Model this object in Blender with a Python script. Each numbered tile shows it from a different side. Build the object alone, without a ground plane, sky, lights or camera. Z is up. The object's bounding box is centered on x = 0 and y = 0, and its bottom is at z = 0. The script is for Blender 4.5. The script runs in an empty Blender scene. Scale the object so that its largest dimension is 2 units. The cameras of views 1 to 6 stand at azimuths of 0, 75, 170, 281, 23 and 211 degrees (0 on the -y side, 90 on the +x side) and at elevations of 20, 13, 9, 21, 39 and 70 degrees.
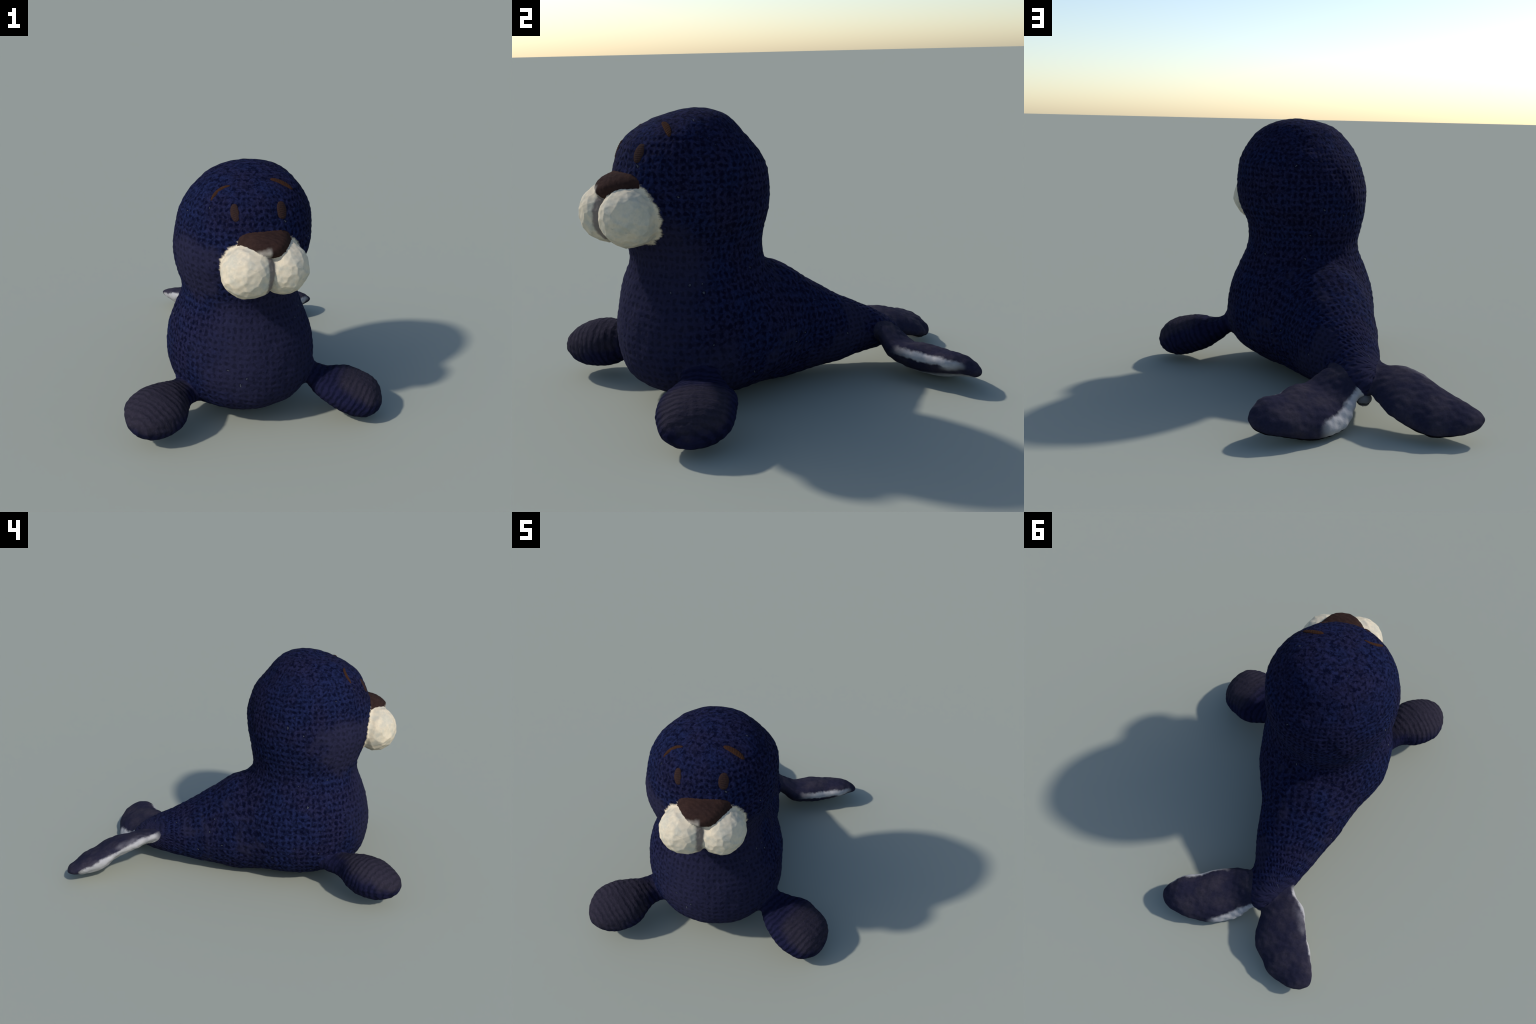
# Crocheted plush seal: dark navy wool body, cream muzzle pads, brown felt nose.
# The body is described by section profiles (lofts) that are blended into one
# smooth skin, meshed, given stitch relief and then split into named parts.
import bpy, math
import numpy as np
from mathutils import Vector

rng = np.random.default_rng(7)

# ------------------------------------------------------------------ frames
FW = np.array([0.3, -0.954, 0.0]); FW /= np.linalg.norm(FW)   # way the seal faces
LT = np.array([-FW[1], FW[0], 0.0])                           # its left
UP = np.array([0.0, 0.0, 1.0])


def fl(f, l, z):
    """point from forward / left / height"""
    return FW * f + LT * l + UP * z


# ---------------------------------------------------------------- profiles
def knots(x, n):
    x = np.clip(x, 0, 1) * (n - 1)
    i = np.minimum(x.astype(np.int32), n - 2)
    t = x - i
    return i, (-.5*t + t*t - .5*t**3, 1 - 2.5*t*t + 1.5*t**3,
               .5*t + 2*t*t - 1.5*t**3, -.5*t*t + .5*t**3)


def curve(k, iw):
    i, w = iw
    k = np.asarray(k, float)
    kp = np.concatenate([[2*k[0] - k[1]], k, [2*k[-1] - k[-2]]])
    return w[0]*kp[i] + w[1]*kp[i+1] + w[2]*kp[i+2] + w[3]*kp[i+3]


class Loft:
    """elliptic sections along an axis; the ends may be rounded off"""
    def __init__(self, origin, axis, u, v, s0, s1, cu, cv, a, b, round0, round1, shear=None, power=2.0):
        self.shear, self.power = shear, power
        self.o, self.es, self.eu, self.ev = origin, axis, u, v
        self.s0, self.s1 = s0, s1
        self.cu, self.cv, self.a, self.b = cu, cv, a, b
        self.r = (round0, round1)

    def local(self, P):
        d = P - self.o
        return d @ self.es, d @ self.eu, d @ self.ev

    def __call__(self, P):
        s, u, v = self.local(P)
        L = self.s1 - self.s0
        x = (s - self.s0) / L
        iw = knots(x, len(self.cu))
        xc = np.clip(x, 1e-4, 1 - 1e-4)
        env = 1.0
        if self.r == (1, 1):
            env = 2*np.sqrt(xc*(1 - xc))
        elif self.r == (0, 1):
            env = np.sqrt(1 - xc**2)
        A = curve(self.a, iw)*env
        B = curve(self.b, iw)*env
        du, dv = u - curve(self.cu, iw), v - curve(self.cv, iw)
        if self.shear is not None:
            du = du - curve(self.shear, iw)*dv
        if self.power == 2.0:
            rho = np.sqrt((du/A)**2 + (dv/B)**2 + 1e-9)
        else:
            k = self.power
            rho = (np.abs(du/A)**k + np.abs(dv/B)**k + 1e-9)**(1/k)
        f = (rho - 1)*np.minimum(A, B)
        out = np.maximum(np.maximum(-x, x - 1), 0)*L
        return np.where(out > 0, np.maximum(f, 0) + out, f)


def limb(p0, p1, roll, cu, cv, a, b):
    p0, p1 = np.array(p0), np.array(p1)
    es = p1 - p0
    L = np.linalg.norm(es); es /= L
    h = np.cross(UP, es); h /= np.linalg.norm(h)
    n = np.cross(es, h)
    return Loft(p0, es, math.cos(roll)*h + math.sin(roll)*n, math.cos(roll)*n - math.sin(roll)*h,
                0.0, L, cu, cv, a, b, 0, 1)


class Pad:
    """a stuffed ball with slightly flat facets, copied from the low-poly scan"""
    def __init__(self, c, rl, rf, rz, facets=165, share=1.0):
        self.c = c
        self.M = np.stack([LT/rl, FW/rf, UP/rz])
        self.m = min(rl, rf, rz)
        i = np.arange(facets) + .5
        th = np.arccos(1 - 2*i/facets); ph = math.pi*(1 + 5**.5)*i
        n = np.stack([np.cos(ph)*np.sin(th), np.sin(ph)*np.sin(th), np.cos(th)], 1)
        n += rng.normal(0, .09, n.shape)
        self.n = (n/np.linalg.norm(n, axis=1)[:, None])
        self.h = 0.985 + rng.normal(0, .013, facets)
        self.share = share

    def __call__(self, P):
        q = (P - self.c) @ self.M.T
        r = np.sqrt((q**2).sum(-1) + 1e-9)
        f = (r - 1)*self.m
        near = np.abs(f) < .03
        if near.any():
            qq = q[near]
            out = np.empty(len(qq))
            for k in range(0, len(qq), 20000):
                out[k:k+20000] = (qq[k:k+20000] @ self.n.T - self.h).max(1)
            f = f.copy()
            f[near] = (1 - self.share)*f[near] + self.share*out*self.m
        return f


def smin(a, b, k):
    h = np.clip(.5 + .5*(b - a)/k, 0, 1)
    return b + (a - b)*h - k*h*(1 - h)


Z3 = np.zeros(3)
trunk = Loft(Z3, UP, LT, FW, 0.010, 1.361,
    cu=[-.208, -.204, -.203, -.209, -.213, -.219, -.220, -.232, -.220, -.211, -.204, -.202, -.179],
    cv=[.289, .322, .329, .325, .321, .323, .322, .329, .340, .344, .350, .361, .318],
    a=[.637, .578, .512, .451, .402, .348, .305, .328, .379, .411, .454, .493, .557],
    b=[.686, .603, .518, .460, .408, .351, .308, .331, .379, .415, .438, .458, .475], round0=1, round1=1,
    shear=[.015, .025, .040, .050, .030, .000, -.030, -.042, -.040, -.035, -.050, -.038, .049])
tail = Loft(Z3, -FW, LT, UP, -0.276, 0.72,
    cu=[-.195, -.186, -.172, -.160, -.131, -.097, -.068, -.026, .014],
    cv=[.300, .305, .308, .296, .264, .231, .207, .186, .167],
    a=[.315, .355, .327, .288, .274, .250, .230, .229, .230],
    b=[.260, .282, .308, .317, .275, .246, .217, .207, .200], round0=0, round1=1)
flip_r = limb((-.327, -.482, .254), (-.638, -.949, .114), -.229,
    cu=[.046, .039, .032, .035, .031, .040], cv=[-.088, -.056, -.014, .001, .013, .026],
    a=[.067, .090, .103, .185, .236, .264], b=[.050, .060, .088, .141, .172, .197])
flip_l = limb((.302, -.411, .278), (.680, -.513, .086), .011,
    cu=[-.036, -.038, -.034, -.044, -.046, -.062], cv=[-.056, -.064, -.041, -.027, -.016, -.009],
    a=[.066, .125, .177, .211, .251, .299], b=[.046, .061, .105, .135, .164, .187])
fin_l = limb((-.181, .573, .229), (.366, .848, .092), -.410,
    cu=[.005, .016, .043, .055, .057, .041, .030], cv=[-.016, -.040, -.074, -.053, -.033, .002, .014],
    a=[.090, .115, .160, .180, .190, .201, .212], b=[.040, .054, .065, .086, .092, .101, .086])
fin_r = limb((-.183, .522, .225), (-.641, .972, .097), .3125,
    cu=[.045, .024, -.005, -.034, -.044, -.035, -.002], cv=[-.030, -.020, -.007, -.002, -.021, -.022, -.014],
    a=[.070, .094, .152, .181, .196, .221, .240], b=[.035, .040, .052, .063, .082, .090, .094])
PAD_R = (fl(.727, -.293, .913), .140, .122, .134)
PAD_L = (fl(.694, -.108, .912), .128, .140, .135)
pad_r, pad_l = Pad(*PAD_R), Pad(*PAD_L)
nose = Loft(fl(.56, -.203, 0), FW, LT, UP, 0.0, 0.248,
    cu=[.0, .0, .0, .0, .0], cv=[1.040, 1.040, 1.040, 1.037, 1.030],
    a=[.150, .150, .150, .150, .150], b=[.070, .070, .070, .073, .078], round0=0, round1=1, power=2.7)

PARTS = ["torso", "tail", "flipper", "flipper", "tail_fin", "tail_fin", "muzzle_pad", "muzzle_pad", "nose"]
FIELDS = [trunk, tail, flip_r, flip_l, fin_l, fin_r, pad_r, pad_l, nose]
NECK_Z = 0.775


def skin(P, parts=None):
    v = [f(P) for f in FIELDS]
    b = smin(v[0], v[1], .075)
    b = smin(b, v[2], .035)
    b = smin(b, v[3], .035)
    b = smin(b, v[4], .025)
    b = smin(b, v[5], .025)
    m = smin(v[6], v[7], .010)
    b = smin(b, m, .022)
    b = smin(b, v[8], .012)
    if parts is not None:
        parts.append(np.argmin(np.stack(v), 0))
    return b


def gradient(P, h=8e-4):
    g = np.stack([skin(P + h*e) - skin(P - h*e) for e in np.eye(3)], -1)/(2*h)
    return g


def settle(P, n=3):
    for _ in range(n):
        g = gradient(P)
        step = (skin(P)/np.maximum((g**2).sum(1), .2))
        P = P - np.clip(step, -.012, .012)[:, None]*g
    return P


# ------------------------------------------------- mesh of the skin (dual grid)
H = 0.0145
lo = np.array([-.74, -1.06, -.05]); hi = np.array([.78, 1.06, 1.44])
n3 = np.ceil((hi - lo)/H).astype(int)
ax = [lo[k] + H*np.arange(n3[k]) for k in range(3)]
F = np.empty(n3, np.float32)
for i, x in enumerate(ax[0]):
    Y, Zg = np.meshgrid(ax[1], ax[2], indexing="ij")
    F[i] = skin(np.stack([np.full_like(Y, x), Y, Zg], -1).reshape(-1, 3)).reshape(Y.shape)

inside = F < 0
cells = np.zeros(n3 - 1, np.int32)
for dx in (0, 1):
    for dy in (0, 1):
        for dz in (0, 1):
            cells += inside[dx:n3[0]-1+dx, dy:n3[1]-1+dy, dz:n3[2]-1+dz]
active = (cells > 0) & (cells < 8)
cell_id = np.full(n3 - 1, -1, np.int64)
cell_id[active] = np.arange(active.sum())
idx = np.argwhere(active)
acc = np.zeros((len(idx), 3)); cnt = np.zeros(len(idx))
corner = [np.array(c) for c in np.ndindex(2, 2, 2)]
for p in corner:
    for k in range(3):
        if p[k] == 0:
            q = p.copy(); q[k] = 1
            fa = F[tuple((idx + p).T)]; fb = F[tuple((idx + q).T)]
            cr = (fa < 0) != (fb < 0)
            t = np.where(cr, fa/np.where(cr, fa - fb, 1), 0)
            pt = (idx + p).astype(float); pt[:, k] += t
            acc[cr] += pt[cr]; cnt[cr] += 1
V = lo + H*(acc/cnt[:, None])
Q = []
for k in range(3):
    a = [slice(None)]*3; b = [slice(None)]*3
    a[k] = slice(0, -1); b[k] = slice(1, None)
    fa, fb = inside[tuple(a)], inside[tuple(b)]
    e = np.argwhere(fa != fb)
    k1, k2 = (k + 1) % 3, (k + 2) % 3
    ok = (e[:, k1] > 0) & (e[:, k2] > 0) & (e[:, k1] < n3[k1]-1) & (e[:, k2] < n3[k2]-1)
    e = e[ok]
    flip = ~fa[tuple(e.T)]
    quad = []
    for d1, d2 in ((-1, -1), (0, -1), (0, 0), (-1, 0)):
        c = e.copy(); c[:, k1] += d1; c[:, k2] += d2
        quad.append(cell_id[tuple(c.T)])
    quad = np.stack(quad, 1)
    quad[flip] = quad[flip][:, ::-1]
    Q.append(quad)
Q = np.concatenate(Q)
V = settle(V, 3)


def relax(V, Q, n):
    for _ in range(n):
        A = np.zeros_like(V); C = np.zeros(len(V))
        for a, b in ((0, 1), (1, 2), (2, 3), (3, 0)):
            np.add.at(A, Q[:, a], V[Q[:, b]]); np.add.at(A, Q[:, b], V[Q[:, a]])
            np.add.at(C, Q[:, a], 1); np.add.at(C, Q[:, b], 1)
        V = .5*V + .5*A/C[:, None]
    return V


V = settle(relax(V, Q, 2), 2)


def refine(V, Q):
    E = np.sort(np.concatenate([Q[:, [i, (i+1) % 4]] for i in range(4)]), 1)
    key = E[:, 0]*len(V) + E[:, 1]
    uq, inv = np.unique(key, return_inverse=True)
    ea, eb = uq//len(V), uq % len(V)
    n = len(V); m = len(Q)
    mid = (V[ea] + V[eb])/2
    ctr = V[Q].mean(1)
    inv = inv.reshape(4, m) + n
    cid = n + len(uq) + np.arange(m)
    NQ = np.concatenate([np.stack([Q[:, i], inv[i], cid, inv[i-1]], 1) for i in range(4)])
    return np.concatenate([V, mid, ctr]), NQ


V, Q = refine(V, Q); V = settle(V, 2)
V, Q = refine(V, Q); V = settle(V, 2)

# ------------------------------------------------------------- stitch relief
TAU = 2*math.pi
AXC = fl(.33, -.215, 0)
ROW, COLS = .036, 70
ZC, RC = 1.0, .42
T_AX = fl(0, -.095, .235)
T_ROW, T_COLS = .033, 42


def trunk_stitch(P):
    d = P - AXC
    r = np.hypot(d[:, 0], d[:, 1])
    u = np.arctan2(d[:, 1], d[:, 0])/TAU*COLS
    v = np.where(P[:, 2] < ZC, P[:, 2], ZC + RC*np.arctan2(P[:, 2] - ZC, r))/ROW
    return u, v


def tail_stitch(P):
    d = P - T_AX
    return np.arctan2(d @ UP, d @ LT)/TAU*T_COLS, (d @ -FW)/T_ROW


def hole(u, v):
    v0 = np.floor(v)
    u = u + .5*np.mod(v0, 2)*0
    return (.5 + .5*np.cos(TAU*u))*(.5 + .5*np.cos(TAU*v))


def lumps(P, scale, seed):
    """cheap smooth noise: a few crossing waves with random direction and phase"""
    r = np.random.default_rng(seed)
    s = 0
    for _ in range(9):
        k = r.normal(size=3); k *= scale*r.uniform(.7, 1.5)/np.linalg.norm(k)
        s = s + np.sin(P @ k + r.uniform(0, TAU))
    return s/3.0


lab = []
skin(V, lab)
label = lab[0]
g = gradient(V)
nrm = g/np.maximum(np.linalg.norm(g, axis=1), 1e-6)[:, None]
hu, hv = trunk_stitch(V); h_tr = hole(hu, hv)
hu, hv = tail_stitch(V); h_ta = hole(hu, hv)
rad = np.hypot(*(V - AXC)[:, :2].T)
fade_top = np.where(V[:, 2] > 1.1, np.clip((rad - .16)/.2, 0, 1), 1)
blurred = np.zeros(len(V))  # relief is eased where the scan's texture is blurred
for c, r in ((fl(.72, -.16, .40), .36), (fl(.52, -.56, .88), .17), (fl(.62, -.05, .72), .22)):
    blurred = np.maximum(blurred, np.clip((r + .1 - np.linalg.norm(V - c, axis=1))/.2, 0, 1))
h_tr = h_tr*(1 - .7*blurred)
disp = np.zeros(len(V))
disp += np.where(label == 0, -.0021*h_tr*fade_top + .001, 0)
disp += np.where(label == 1, -.0021*h_ta + .001, 0)
for k in (2, 3):
    s, u, v = FIELDS[k].local(V)
    disp += np.where(label == k, -.0017*(.5 + .5*np.cos(TAU*s/.030 + 1.6*lumps(V, 14, 3)))
                     *(.8 + .2*np.cos(TAU*u/.03)), 0)
for k in (4, 5):
    s, u, v = FIELDS[k].local(V)
    disp += np.where(label == k, .0030*lumps(V, 42, 5) + .0012*lumps(V, 120, 6), 0)
wool = label < 4
disp += np.where(wool, .0017*lumps(V, 40, 8) + .0012*lumps(V, 160, 9), 0)
disp += np.where((label == 6) | (label == 7), .0008*lumps(V, 150, 11), 0)
disp += np.where(label == 8, .0025*lumps(V, 45, 12) + .0008*lumps(V, 200, 13), 0)
V = V + disp[:, None]*nrm

# whole-body vertex normals
fn = np.cross(V[Q[:, 2]] - V[Q[:, 0]], V[Q[:, 3]] - V[Q[:, 1]])
vn = np.zeros_like(V)
for i in range(4):
    np.add.at(vn, Q[:, i], fn)
vn /= np.maximum(np.linalg.norm(vn, axis=1), 1e-12)[:, None]

# region of each face
fl_lab = label[Q]
face_lab = np.sort(fl_lab, 1)[:, 1]
ctr = V[Q].mean(1)
f_head = (face_lab == 0) & (ctr[:, 2] > NECK_Z + .06*((ctr @ FW) - .33))


# ------------------------------------------------------------------ materials
class Graph:
    """small helper: arithmetic on shader sockets"""
    def __init__(self, name):
        self.m = bpy.data.materials.new(name)
        self.m.use_nodes = True
        self.t = self.m.node_tree
        self.t.nodes.clear()
        self.out = self.t.nodes.new("ShaderNodeOutputMaterial")
        self.bsdf = self.t.nodes.new("ShaderNodeBsdfPrincipled")
        self.t.links.new(self.bsdf.outputs[0], self.out.inputs[0])
        self.tc = self.t.nodes.new("ShaderNodeTexCoord")
        self.P = self.tc.outputs["Object"]

    def put(self, sock, v):
        if isinstance(v, bpy.types.NodeSocket):
            self.t.links.new(v, sock)
        elif isinstance(v, (int, float)):
            sock.default_value = v
        else:
            v = tuple(float(c) for c in v)
            sock.default_value = v if len(v) == len(sock.default_value) else v + (1.0,)

    def math(self, op, a, b=None, c=None, clamp=False):
        n = self.t.nodes.new("ShaderNodeMath"); n.operation = op; n.use_clamp = clamp
        for i, v in enumerate((a, b, c)):
            if v is not None:
                self.put(n.inputs[i], v)
        return n.outputs[0]

    def add(self, a, b): return self.math("ADD", a, b)
    def sub(self, a, b): return self.math("SUBTRACT", a, b)
    def mul(self, a, b): return self.math("MULTIPLY", a, b)
    def mx(self, a, b): return self.math("MAXIMUM", a, b)
    def mn(self, a, b): return self.math("MINIMUM", a, b)

    def vec(self, op, a, b=None):
        n = self.t.nodes.new("ShaderNodeVectorMath"); n.operation = op
        self.put(n.inputs[0], a)
        if b is not None:
            self.put(n.inputs[1], b)
        return n.outputs["Value"] if op in ("DOT_PRODUCT", "LENGTH", "DISTANCE") else n.outputs[0]

    def along(self, origin, axis):
        return self.vec("DOT_PRODUCT", self.vec("SUBTRACT", self.P, origin), axis)

    def step(self, x, a, b):
        """0 at a, 1 at b, smooth"""
        n = self.t.nodes.new("ShaderNodeMapRange"); n.interpolation_type = "SMOOTHSTEP"
        self.put(n.inputs["Value"], x)
        lo_, hi_, f, t = (a, b, 0.0, 1.0) if a < b else (b, a, 1.0, 0.0)
        n.inputs["From Min"].default_value = lo_; n.inputs["From Max"].default_value = hi_
        n.inputs["To Min"].default_value = f; n.inputs["To Max"].default_value = t
        return n.outputs["Result"]

    def noise(self, scale, detail=3.0, rough=.55, vec=None, stretch=None):
        n = self.t.nodes.new("ShaderNodeTexNoise")
        v = vec if vec is not None else self.P
        if stretch is not None:
            v = self.vec("MULTIPLY", v, stretch)
        self.put(n.inputs["Vector"], v)
        n.inputs["Scale"].default_value = scale
        n.inputs["Detail"].default_value = detail
        n.inputs["Roughness"].default_value = rough
        return n.outputs["Fac"]

    def mix(self, f, a, b):
        n = self.t.nodes.new("ShaderNodeMix"); n.data_type = "RGBA"
        self.put(n.inputs[0], f); self.put(n.inputs[6], a); self.put(n.inputs[7], b)
        return n.outputs[2]

    def scale_colour(self, col, k):
        return self.vec("MULTIPLY", col, self.combine(k, k, k))

    def combine(self, x, y, z):
        n = self.t.nodes.new("ShaderNodeCombineXYZ")
        for i, v in enumerate((x, y, z)):
            self.put(n.inputs[i], v)
        return n.outputs[0]

    def xyz(self, v):
        n = self.t.nodes.new("ShaderNodeSeparateXYZ"); self.put(n.inputs[0], v)
        return n.outputs

    def finish(self, col, rough=1.0, spec=.04, bump=None, dist=.002, strength=.6):
        self.put(self.bsdf.inputs["Base Color"], col)
        self.bsdf.inputs["Roughness"].default_value = rough
        self.bsdf.inputs["Specular IOR Level"].default_value = spec
        if bump is not None:
            b = self.t.nodes.new("ShaderNodeBump")
            b.inputs["Distance"].default_value = dist
            b.inputs["Strength"].default_value = strength
            self.put(b.inputs["Height"], bump)
            self.t.links.new(b.outputs[0], self.bsdf.inputs["Normal"])
        return self.m


NAVY = (.0080, .0118, .043)
NAVY_B = (.0110, .0115, .036)
DEEP = (.0018, .0026, .014)
SCAN_GREY = (.0175, .0175, .043)  # grey of the scan's blurred texture, not a different wool
SCAN_GREY_D = (.0115, .0118, .028)
MAUVE = (.027, .0235, .037)
CREAM = (.66, .565, .42)
CREAM_B = (.52, .48, .385)
BROWN = (.030, .0165, .0145)
RUST = (.050, .022, .012)


def pad_distance(G, warp):
    """distance in radii from the nearer muzzle pad, roughened at the rim"""
    ds = []
    for c, rl, rf, rz in (PAD_R, PAD_L):
        d = G.vec("SUBTRACT", G.P, c)
        q = G.combine(G.vec("DOT_PRODUCT", d, LT/rl), G.vec("DOT_PRODUCT", d, FW/rf), G.vec("DOT_PRODUCT", d, UP/rz))
        ds.append(G.vec("LENGTH", q))
    return G.add(G.mn(*ds), warp)


def cells_pattern(G, u, v, keep=1.0):
    """dark gaps between stitches, with the cell's own random number;
    where keep is 0 the rows dissolve into loose loops"""
    w = G.mul(G.sub(G.noise(22, 3), .5), 1.45)
    w2 = G.mul(G.sub(G.noise(27, 3), .5), 1.45)
    uu, vv = G.add(u, w), G.add(v, w2)
    cu = G.math("MULTIPLY_ADD", G.math("COSINE", G.mul(uu, TAU)), .5, .5)
    cv = G.math("MULTIPLY_ADD", G.math("COSINE", G.mul(vv, TAU)), .5, .5)
    wn = G.t.nodes.new("ShaderNodeTexWhiteNoise"); wn.noise_dimensions = "2D"
    G.put(wn.inputs["Vector"], G.combine(G.math("ROUND", uu), G.math("ROUND", vv), 0.0))
    loose = G.step(G.noise(42, 2), .48, .70)
    return G.mix_value(keep, loose, G.mul(cu, cv)), wn.outputs["Value"]


def wool_colour(G, hole_, rnd, scan_blur):
    """navy yarn: loops, dark gaps, greyish patches of blurred scan texture, stray flecks"""
    fib = G.noise(95, 4, .7)
    grain = G.step(G.noise(62, 3, .6), .33, .68)
    big = G.noise(5.5, 3)
    yarn = G.mix(G.step(big, .35, .65), NAVY, NAVY_B)
    yarn = G.scale_colour(yarn, G.math("MULTIPLY_ADD", grain, .85, .55))
    gap = G.step(G.add(hole_, G.mul(G.sub(grain, .5), -.32)), .10, .80)
    sharp = G.mix(G.mul(gap, .88), yarn, DEEP)
    soft = G.mix(G.mul(gap, .9), SCAN_GREY, SCAN_GREY_D)
    soft = G.scale_colour(soft, G.math("MULTIPLY_ADD", fib, .9, .55))
    col = G.mix(scan_blur, sharp, soft)
    fleck = G.mul(G.step(rnd, .978, .982), G.step(hole_, .80, .95))
    return G.mix(G.mul(fleck, .5), col, (.12, .13, .15)), fib, gap


def trunk_uv(G):
    d = G.vec("SUBTRACT", G.P, AXC)
    x, y, z = G.xyz(d)
    r = G.math("SQRT", G.add(G.mul(x, x), G.mul(y, y)))
    u = G.mul(G.math("ARCTAN2", y, x), COLS/TAU)
    hi_ = G.math("MULTIPLY_ADD", G.math("ARCTAN2", G.sub(z, ZC), r), RC, ZC)
    v = G.mul(G.mix_value(G.math("LESS_THAN", z, ZC), hi_, z), 1/ROW)
    return u, v, r


def mix_value(self, f, a, b):
    return self.add(self.mul(a, self.sub(1.0, f)), self.mul(b, f))


Graph.mix_value = mix_value


def blob(G, c, r, soft, warp):
    return G.step(G.add(G.vec("DISTANCE", G.P, c), warp), r + soft, r - soft)


def mat_trunk(name):
    G = Graph(name)
    u, v, r = trunk_uv(G)
    keep = G.mx(G.step(r, .16, .36), G.step(G.along(Z3, UP), 1.2, 1.0))
    ho, rnd = cells_pattern(G, u, v, keep)
    wp = G.mul(G.sub(G.noise(7, 3), .5), .30)
    scan_blur = G.mx(blob(G, fl(.72, -.16, .40), .34, .16, wp), blob(G, fl(.52, -.56, .88), .17, .05, wp))  # patches where blurred scan texture is copied as colour
    scan_blur = G.mx(scan_blur, blob(G, fl(.62, -.05, .72), .20, .08, wp))
    scan_blur = G.mx(scan_blur, blob(G, fl(.50, .10, .15), .22, .10, wp))
    col, fib, gap = wool_colour(G, ho, rnd, scan_blur)
    # cream of the muzzle running raggedly onto the cheek
    rag = G.mul(G.sub(G.noise(17, 4, .65, stretch=(1.0, 1.0, 2.2)), .5), .42)
    cream = G.step(pad_distance(G, rag), 1.17, 1.04)
    col = G.mix(cream, col, CREAM)
    bump = G.sub(G.mul(fib, .8), G.mul(gap, .7))
    return G.finish(col, bump=bump, dist=.003, strength=.5)


def mat_tail():
    G = Graph("tail_wool")
    d = G.vec("SUBTRACT", G.P, T_AX)
    u = G.mul(G.math("ARCTAN2", G.vec("DOT_PRODUCT", d, UP), G.vec("DOT_PRODUCT", d, LT)), T_COLS/TAU)
    v = G.mul(G.vec("DOT_PRODUCT", d, -FW), 1/T_ROW)
    ho, rnd = cells_pattern(G, u, v)
    wp = G.mul(G.sub(G.noise(7, 3), .5), .30)
    scan_blur = blob(G, fl(-.72, -.05, .20), .16, .10, wp)
    scan_blur = G.mx(scan_blur, G.mul(G.step(G.noise(4, 3), .52, .62), .8))
    col, fib, gap = wool_colour(G, ho, rnd, scan_blur)
    bump = G.sub(G.mul(fib, .8), G.mul(gap, .7))
    return G.finish(col, bump=bump, dist=.003, strength=.5)


def mat_flipper(k, name):
    L = FIELDS[k]
    G = Graph(name)
    s = G.along(L.o, L.es); u = G.along(L.o, L.eu); v = G.along(L.o, L.ev)
    w = G.mul(G.sub(G.noise(14, 3), .5), .05)
    stripe = G.math("MULTIPLY_ADD", G.math("COSINE", G.mul(G.add(s, w), TAU/.030)), .5, .5)
    cols = G.math("MULTIPLY_ADD", G.math("COSINE", G.mul(G.add(u, w), TAU/.033)), .18, .82)
    fib = G.noise(90, 4, .7)
    gap = G.step(G.add(G.mul(stripe, cols), G.mul(G.sub(fib, .5), .6)), .25, .8)
    top = G.step(G.add(v, G.mul(G.sub(G.noise(9, 3), .5), .12)), .0, .06)
    pale = G.mix(gap, MAUVE, (.021, .019, .030))
    dark = G.mix(gap, NAVY_B, (.006, .007, .022))
    col = G.mix(G.mul(top, G.step(s, .12, .22)), dark, pale)
    col = G.scale_colour(col, G.math("MULTIPLY_ADD", fib, 1.0, .5))
    return G.finish(col, bump=G.sub(G.mul(fib, .8), G.mul(gap, .6)), dist=.003, strength=.7)


def mat_fin(k, name, rim):
    """rim(G, s, u, v, n) gives the white scan bleed under and along the edge, and the black scan line"""
    L = FIELDS[k]
    G = Graph(name)
    s = G.along(L.o, L.es); u = G.along(L.o, L.eu); v = G.along(L.o, L.ev)
    fib = G.noise(80, 4, .7)
    col = G.mix(G.step(G.noise(9, 4), .38, .66), (.019, .0185, .037), (.034, .030, .045))
    col = G.scale_colour(col, G.math("MULTIPLY_ADD", fib, .9, .55))
    n = G.sub(G.noise(16, 4, .65), .5)
    pale, scan_line = rim(G, s, u, v, n)
    if k == 5:      # lighter grey streak near the leading edge
        grey_streak = G.mul(G.step(G.add(u, G.mul(n, .06)), .075, .12), G.step(G.noise(14, 4), .3, .7))
        col = G.mix(G.mul(grey_streak, .75), col, (.15, .14, .16))
    col = G.mix(pale, col, G.mix(G.noise(22, 3), (.50, .48, .46), (.28, .28, .31)))
    col = G.mix(scan_line, col, (.004, .004, .007))  # black line is a scan texture artefact, copied as colour
    return G.finish(col, bump=fib, dist=.003, strength=.5)


def rim_l(G, s, u, v, n):
    w = G.add(G.sub(v, G.mul(s, .24)), .122)          # height above the mid plane
    wn = G.add(w, G.mul(n, .012))
    under = G.mul(G.step(wn, -.036, -.040), G.step(u, -.02, .03))
    # inner hind corner next to the tail
    d = G.add(G.sub(u, G.mul(s, .33)), G.mul(n, .05))
    hind = G.mul(G.step(d, .060, .085), G.step(s, .40, .30))
    # pale streak along the leading edge, widening to the tip
    c = G.add(w, G.mul(n, .04))
    band = G.mul(G.step(c, .022, .004), G.mx(G.step(c, -.035, -.022), G.step(s, .46, .54)))
    lead = G.mul(band, G.mul(G.step(u, -.03, -.07), G.step(s, .20, .34)))
    scan_line = G.mul(G.step(u, .02, .06), G.mul(G.step(wn, -.016, -.020), G.step(wn, -.038, -.034)))
    return G.mx(under, G.mx(hind, lead)), scan_line


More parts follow.
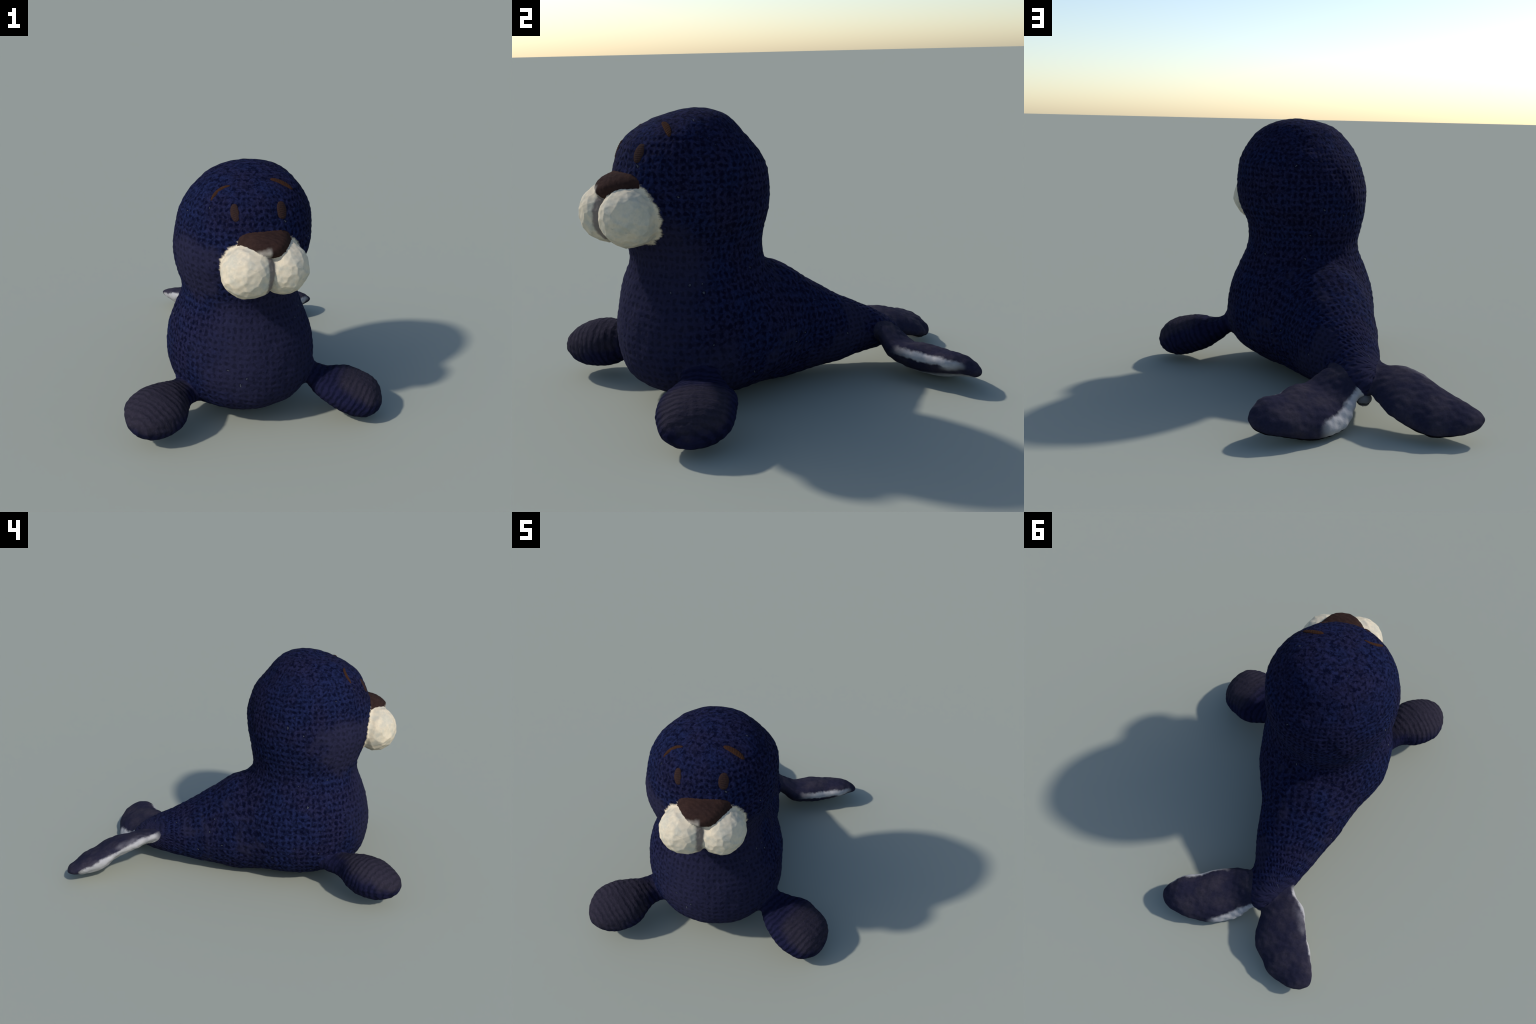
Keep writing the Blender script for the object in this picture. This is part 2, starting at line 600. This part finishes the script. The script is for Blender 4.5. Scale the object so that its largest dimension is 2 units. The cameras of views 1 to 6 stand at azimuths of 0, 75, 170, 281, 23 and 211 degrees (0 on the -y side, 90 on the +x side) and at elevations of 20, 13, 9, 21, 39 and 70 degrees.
def rim_r(G, s, u, v, n):
    w = G.add(G.add(v, .015), G.mul(n, .012))
    under = G.step(w, -.032, -.036)
    lead = G.step(G.add(G.sub(v, G.mul(u, .55)), G.mul(n, .05)), -.060, -.078)
    lead = G.mul(lead, G.mul(G.step(u, .02, .06), G.step(s, .06, .12)))
    scan_line = G.mul(G.step(u, -.05, -.09), G.mul(G.step(w, -.012, -.016), G.step(w, -.034, -.030)))
    return G.mx(under, lead), scan_line


def mat_pad():
    G = Graph("cream_felt")
    fib = G.noise(70, 4, .7)
    blot = G.noise(22, 3)
    col = G.mix(G.step(blot, .35, .68), CREAM, CREAM_B)
    col = G.scale_colour(col, G.math("MULTIPLY_ADD", fib, .25, .88))
    # darker tint in the groove between the two pads
    l = G.along(fl(0, -.205, 0), LT)
    g_ = G.add(G.math("ABSOLUTE", l), G.mul(G.sub(G.noise(25, 3), .5), .03))
    groove = G.mul(G.step(g_, .026, .008), G.step(G.along(Z3, FW), .66, .72))
    col = G.mix(G.mul(groove, .8), col, (.13, .10, .10))
    rag = G.mul(G.sub(G.noise(17, 4, .65, stretch=(1.0, 1.0, 2.2)), .5), .42)
    cream = G.step(pad_distance(G, rag), 1.17, 1.04)
    col = G.mix(cream, NAVY_B, col)
    return G.finish(col, bump=fib, dist=.0015, strength=.35)


def mat_nose():
    G = Graph("brown_felt")
    fib = G.noise(60, 4, .7, stretch=(1.0, 1.6, 1.0))
    col = G.scale_colour(G.mix(G.step(G.noise(12, 3), .4, .7), BROWN, (.040, .021, .017)),
                         G.math("MULTIPLY_ADD", fib, 1.1, .45))
    l = G.along(fl(0, -.2, 0), LT); z = G.along(Z3, UP); f = G.along(Z3, FW)
    n = G.sub(G.noise(18, 3), .5)
    # pale patch low on its right side
    edge = G.add(G.add(z, G.mul(l, -.18)), G.mul(n, .03))
    pale = G.mul(G.step(edge, 1.058, 1.032), G.mul(G.mul(G.step(l, .004, -.014), G.step(l, -.13, -.085)), G.step(f, .70, .735)))
    col = G.mix(G.mul(pale, .7), col, (.46, .41, .35))
    return G.finish(col, bump=fib, dist=.003, strength=.6)


def mat_thread(name, a, b):
    G = Graph(name)
    fib = G.noise(85, 4, .7, stretch=(1.6, 1.0, .5))
    col = G.scale_colour(G.mix(G.step(fib, .35, .65), a, b), G.math("MULTIPLY_ADD", fib, 1.0, .5))
    return G.finish(col, bump=fib, dist=.003, strength=.7)


# --------------------------------------------------------------------- objects
root = bpy.data.objects.new("plush_seal", None)
root["label"] = "crocheted navy plush seal with cream muzzle and brown nose"
root["category"] = "plush toy"
bpy.context.scene.collection.objects.link(root)


def add_object(name, verts, faces, mat, normals=None, parent=root):
    me = bpy.data.meshes.new(name)
    me.from_pydata(verts.tolist(), [], faces.tolist())
    me.materials.append(mat)
    me.polygons.foreach_set("use_smooth", [True]*len(me.polygons))
    me.update()
    if normals is not None:
        me.normals_split_custom_set_from_vertices(normals.tolist())
    ob = bpy.data.objects.new(name, me)
    bpy.context.scene.collection.objects.link(ob)
    ob.parent = parent
    return ob


def region(name, mask, mat):
    q = Q[mask]
    used, inv = np.unique(q, return_inverse=True)
    return add_object(name, V[used], inv.reshape(q.shape), mat, vn[used])


m_trunk = mat_trunk("body_wool")
m_pad = mat_pad()
region("head", f_head, mat_trunk("head_wool"))
region("torso", (face_lab == 0) & ~f_head, m_trunk)
region("tail", face_lab == 1, mat_tail())
region("flipper", face_lab == 2, mat_flipper(2, "flipper_wool"))
region("flipper", face_lab == 3, mat_flipper(3, "flipper_wool"))
region("tail_fin", face_lab == 4, mat_fin(4, "fin_wool", rim_l))
region("tail_fin", face_lab == 5, mat_fin(5, "fin_wool", rim_r))
region("muzzle_pad", face_lab == 6, m_pad)
region("muzzle_pad", face_lab == 7, m_pad)
region("nose", face_lab == 8, mat_nose())


# ------------------------------------------------- embroidered eyes and brows
def stitched(name, path, width, mat, lift=.006):
    """a satin-stitched stroke lying on the skin along a path of points"""
    path = np.array(path)
    n = 40
    t = np.linspace(0, 1, n)
    iw = knots(t, len(path))
    C = settle(np.stack([curve(path[:, k], iw) for k in range(3)], 1), 4)
    tan = np.gradient(C, axis=0); tan /= np.linalg.norm(tan, axis=1)[:, None]
    g_ = gradient(C); nn = g_/np.linalg.norm(g_, axis=1)[:, None]
    side = np.cross(nn, tan); side /= np.linalg.norm(side, axis=1)[:, None]
    w = width*np.maximum(np.sqrt(np.clip(1 - (2*t - 1)**2, 0, 1))**.85, .03)
    m = 17
    rows = []
    for j, x in enumerate(np.linspace(-1, 1, m)):
        P = settle(C + side*(w*x)[:, None], 3)
        gg = gradient(P); gg /= np.linalg.norm(gg, axis=1)[:, None]
        prof = lift*np.sqrt(max(1 - x*x, 0))*np.minimum(1, w/width*1.6)
        ridge = .0008*np.sin(60*t + 3*x)
        rows.append(P + gg*(prof + ridge*(1 - x*x) - .004*(abs(x) > .99))[:, None])
    G_ = np.stack(rows, 1)
    under = C[:, None, :]*0 + G_ - .010*nn[:, None, :]*np.ones((1, m, 1))
    verts = np.concatenate([G_.reshape(-1, 3), under.reshape(-1, 3)])
    f = []
    o = n*m
    for i in range(n - 1):
        for j in range(m - 1):
            a = i*m + j
            f.append([a, a + m, a + m + 1, a + 1])
            f.append([o + a, o + a + 1, o + a + m + 1, o + a + m])
    for i in range(n - 1):
        for j in (0, m - 1):
            a = i*m + j
            f.append([a, o + a, o + a + m, a + m] if j else [a, a + m, o + a + m, o + a])
    for i in (0, n - 1):
        for j in range(m - 1):
            a = i*m + j
            f.append([a, a + 1, o + a + 1, o + a])
    return add_object(name, verts, np.array(f), mat)


m_eye = mat_thread("eye_thread", (.040, .022, .018), (.024, .014, .015))
m_brow = mat_thread("brow_thread", RUST, (.030, .014, .010))
stitched("eye", [(-.140, -.680, 1.222), (-.137, -.704, 1.184), (-.125, -.715, 1.143)], .023, m_eye)
stitched("eye", [(.082, -.615, 1.222), (.090, -.640, 1.186), (.098, -.655, 1.145)], .030, m_eye)
stitched("eyebrow", [(-.163, -.593, 1.287), (-.200, -.600, 1.278), (-.230, -.615, 1.250), (-.249, -.636, 1.217)], .011, m_brow, .005)
stitched("eyebrow", [(.033, -.526, 1.315), (.075, -.520, 1.306), (.115, -.515, 1.283), (.142, -.510, 1.253)], .016, m_brow, .005)


# ---------------------------------------- little gathered tab under the tail end
n_u, n_v = 24, 14
tab_v, tab_f = [], []
for i in range(n_v + 1):
    th = math.pi*i/n_v
    for j in range(n_u):
        ph = TAU*j/n_u
        w = 1 + .10*math.sin(5*ph + 2*th)
        p = fl(-.690, .010, .112) + LT*(.036*w*math.sin(th)*math.cos(ph)) \
            + FW*(.030*math.sin(th)*math.sin(ph)) + UP*(.030*w*math.cos(th))
        tab_v.append(p)
for i in range(n_v):
    for j in range(n_u):
        k = (j + 1) % n_u
        tab_f.append([i*n_u + j, (i + 1)*n_u + j, (i + 1)*n_u + k, i*n_u + k])
G = Graph("tab_wool")
z = G.add(G.along(Z3, UP), G.mul(G.sub(G.noise(40, 3), .5), .012))
col = G.mix(G.step(z, .104, .098), (.14, .14, .15), G.mix(G.step(z, .097, .093), (.004, .004, .006), (.16, .16, .17)))
add_object("tail_tab", np.array(tab_v), np.array(tab_f), G.finish(col))
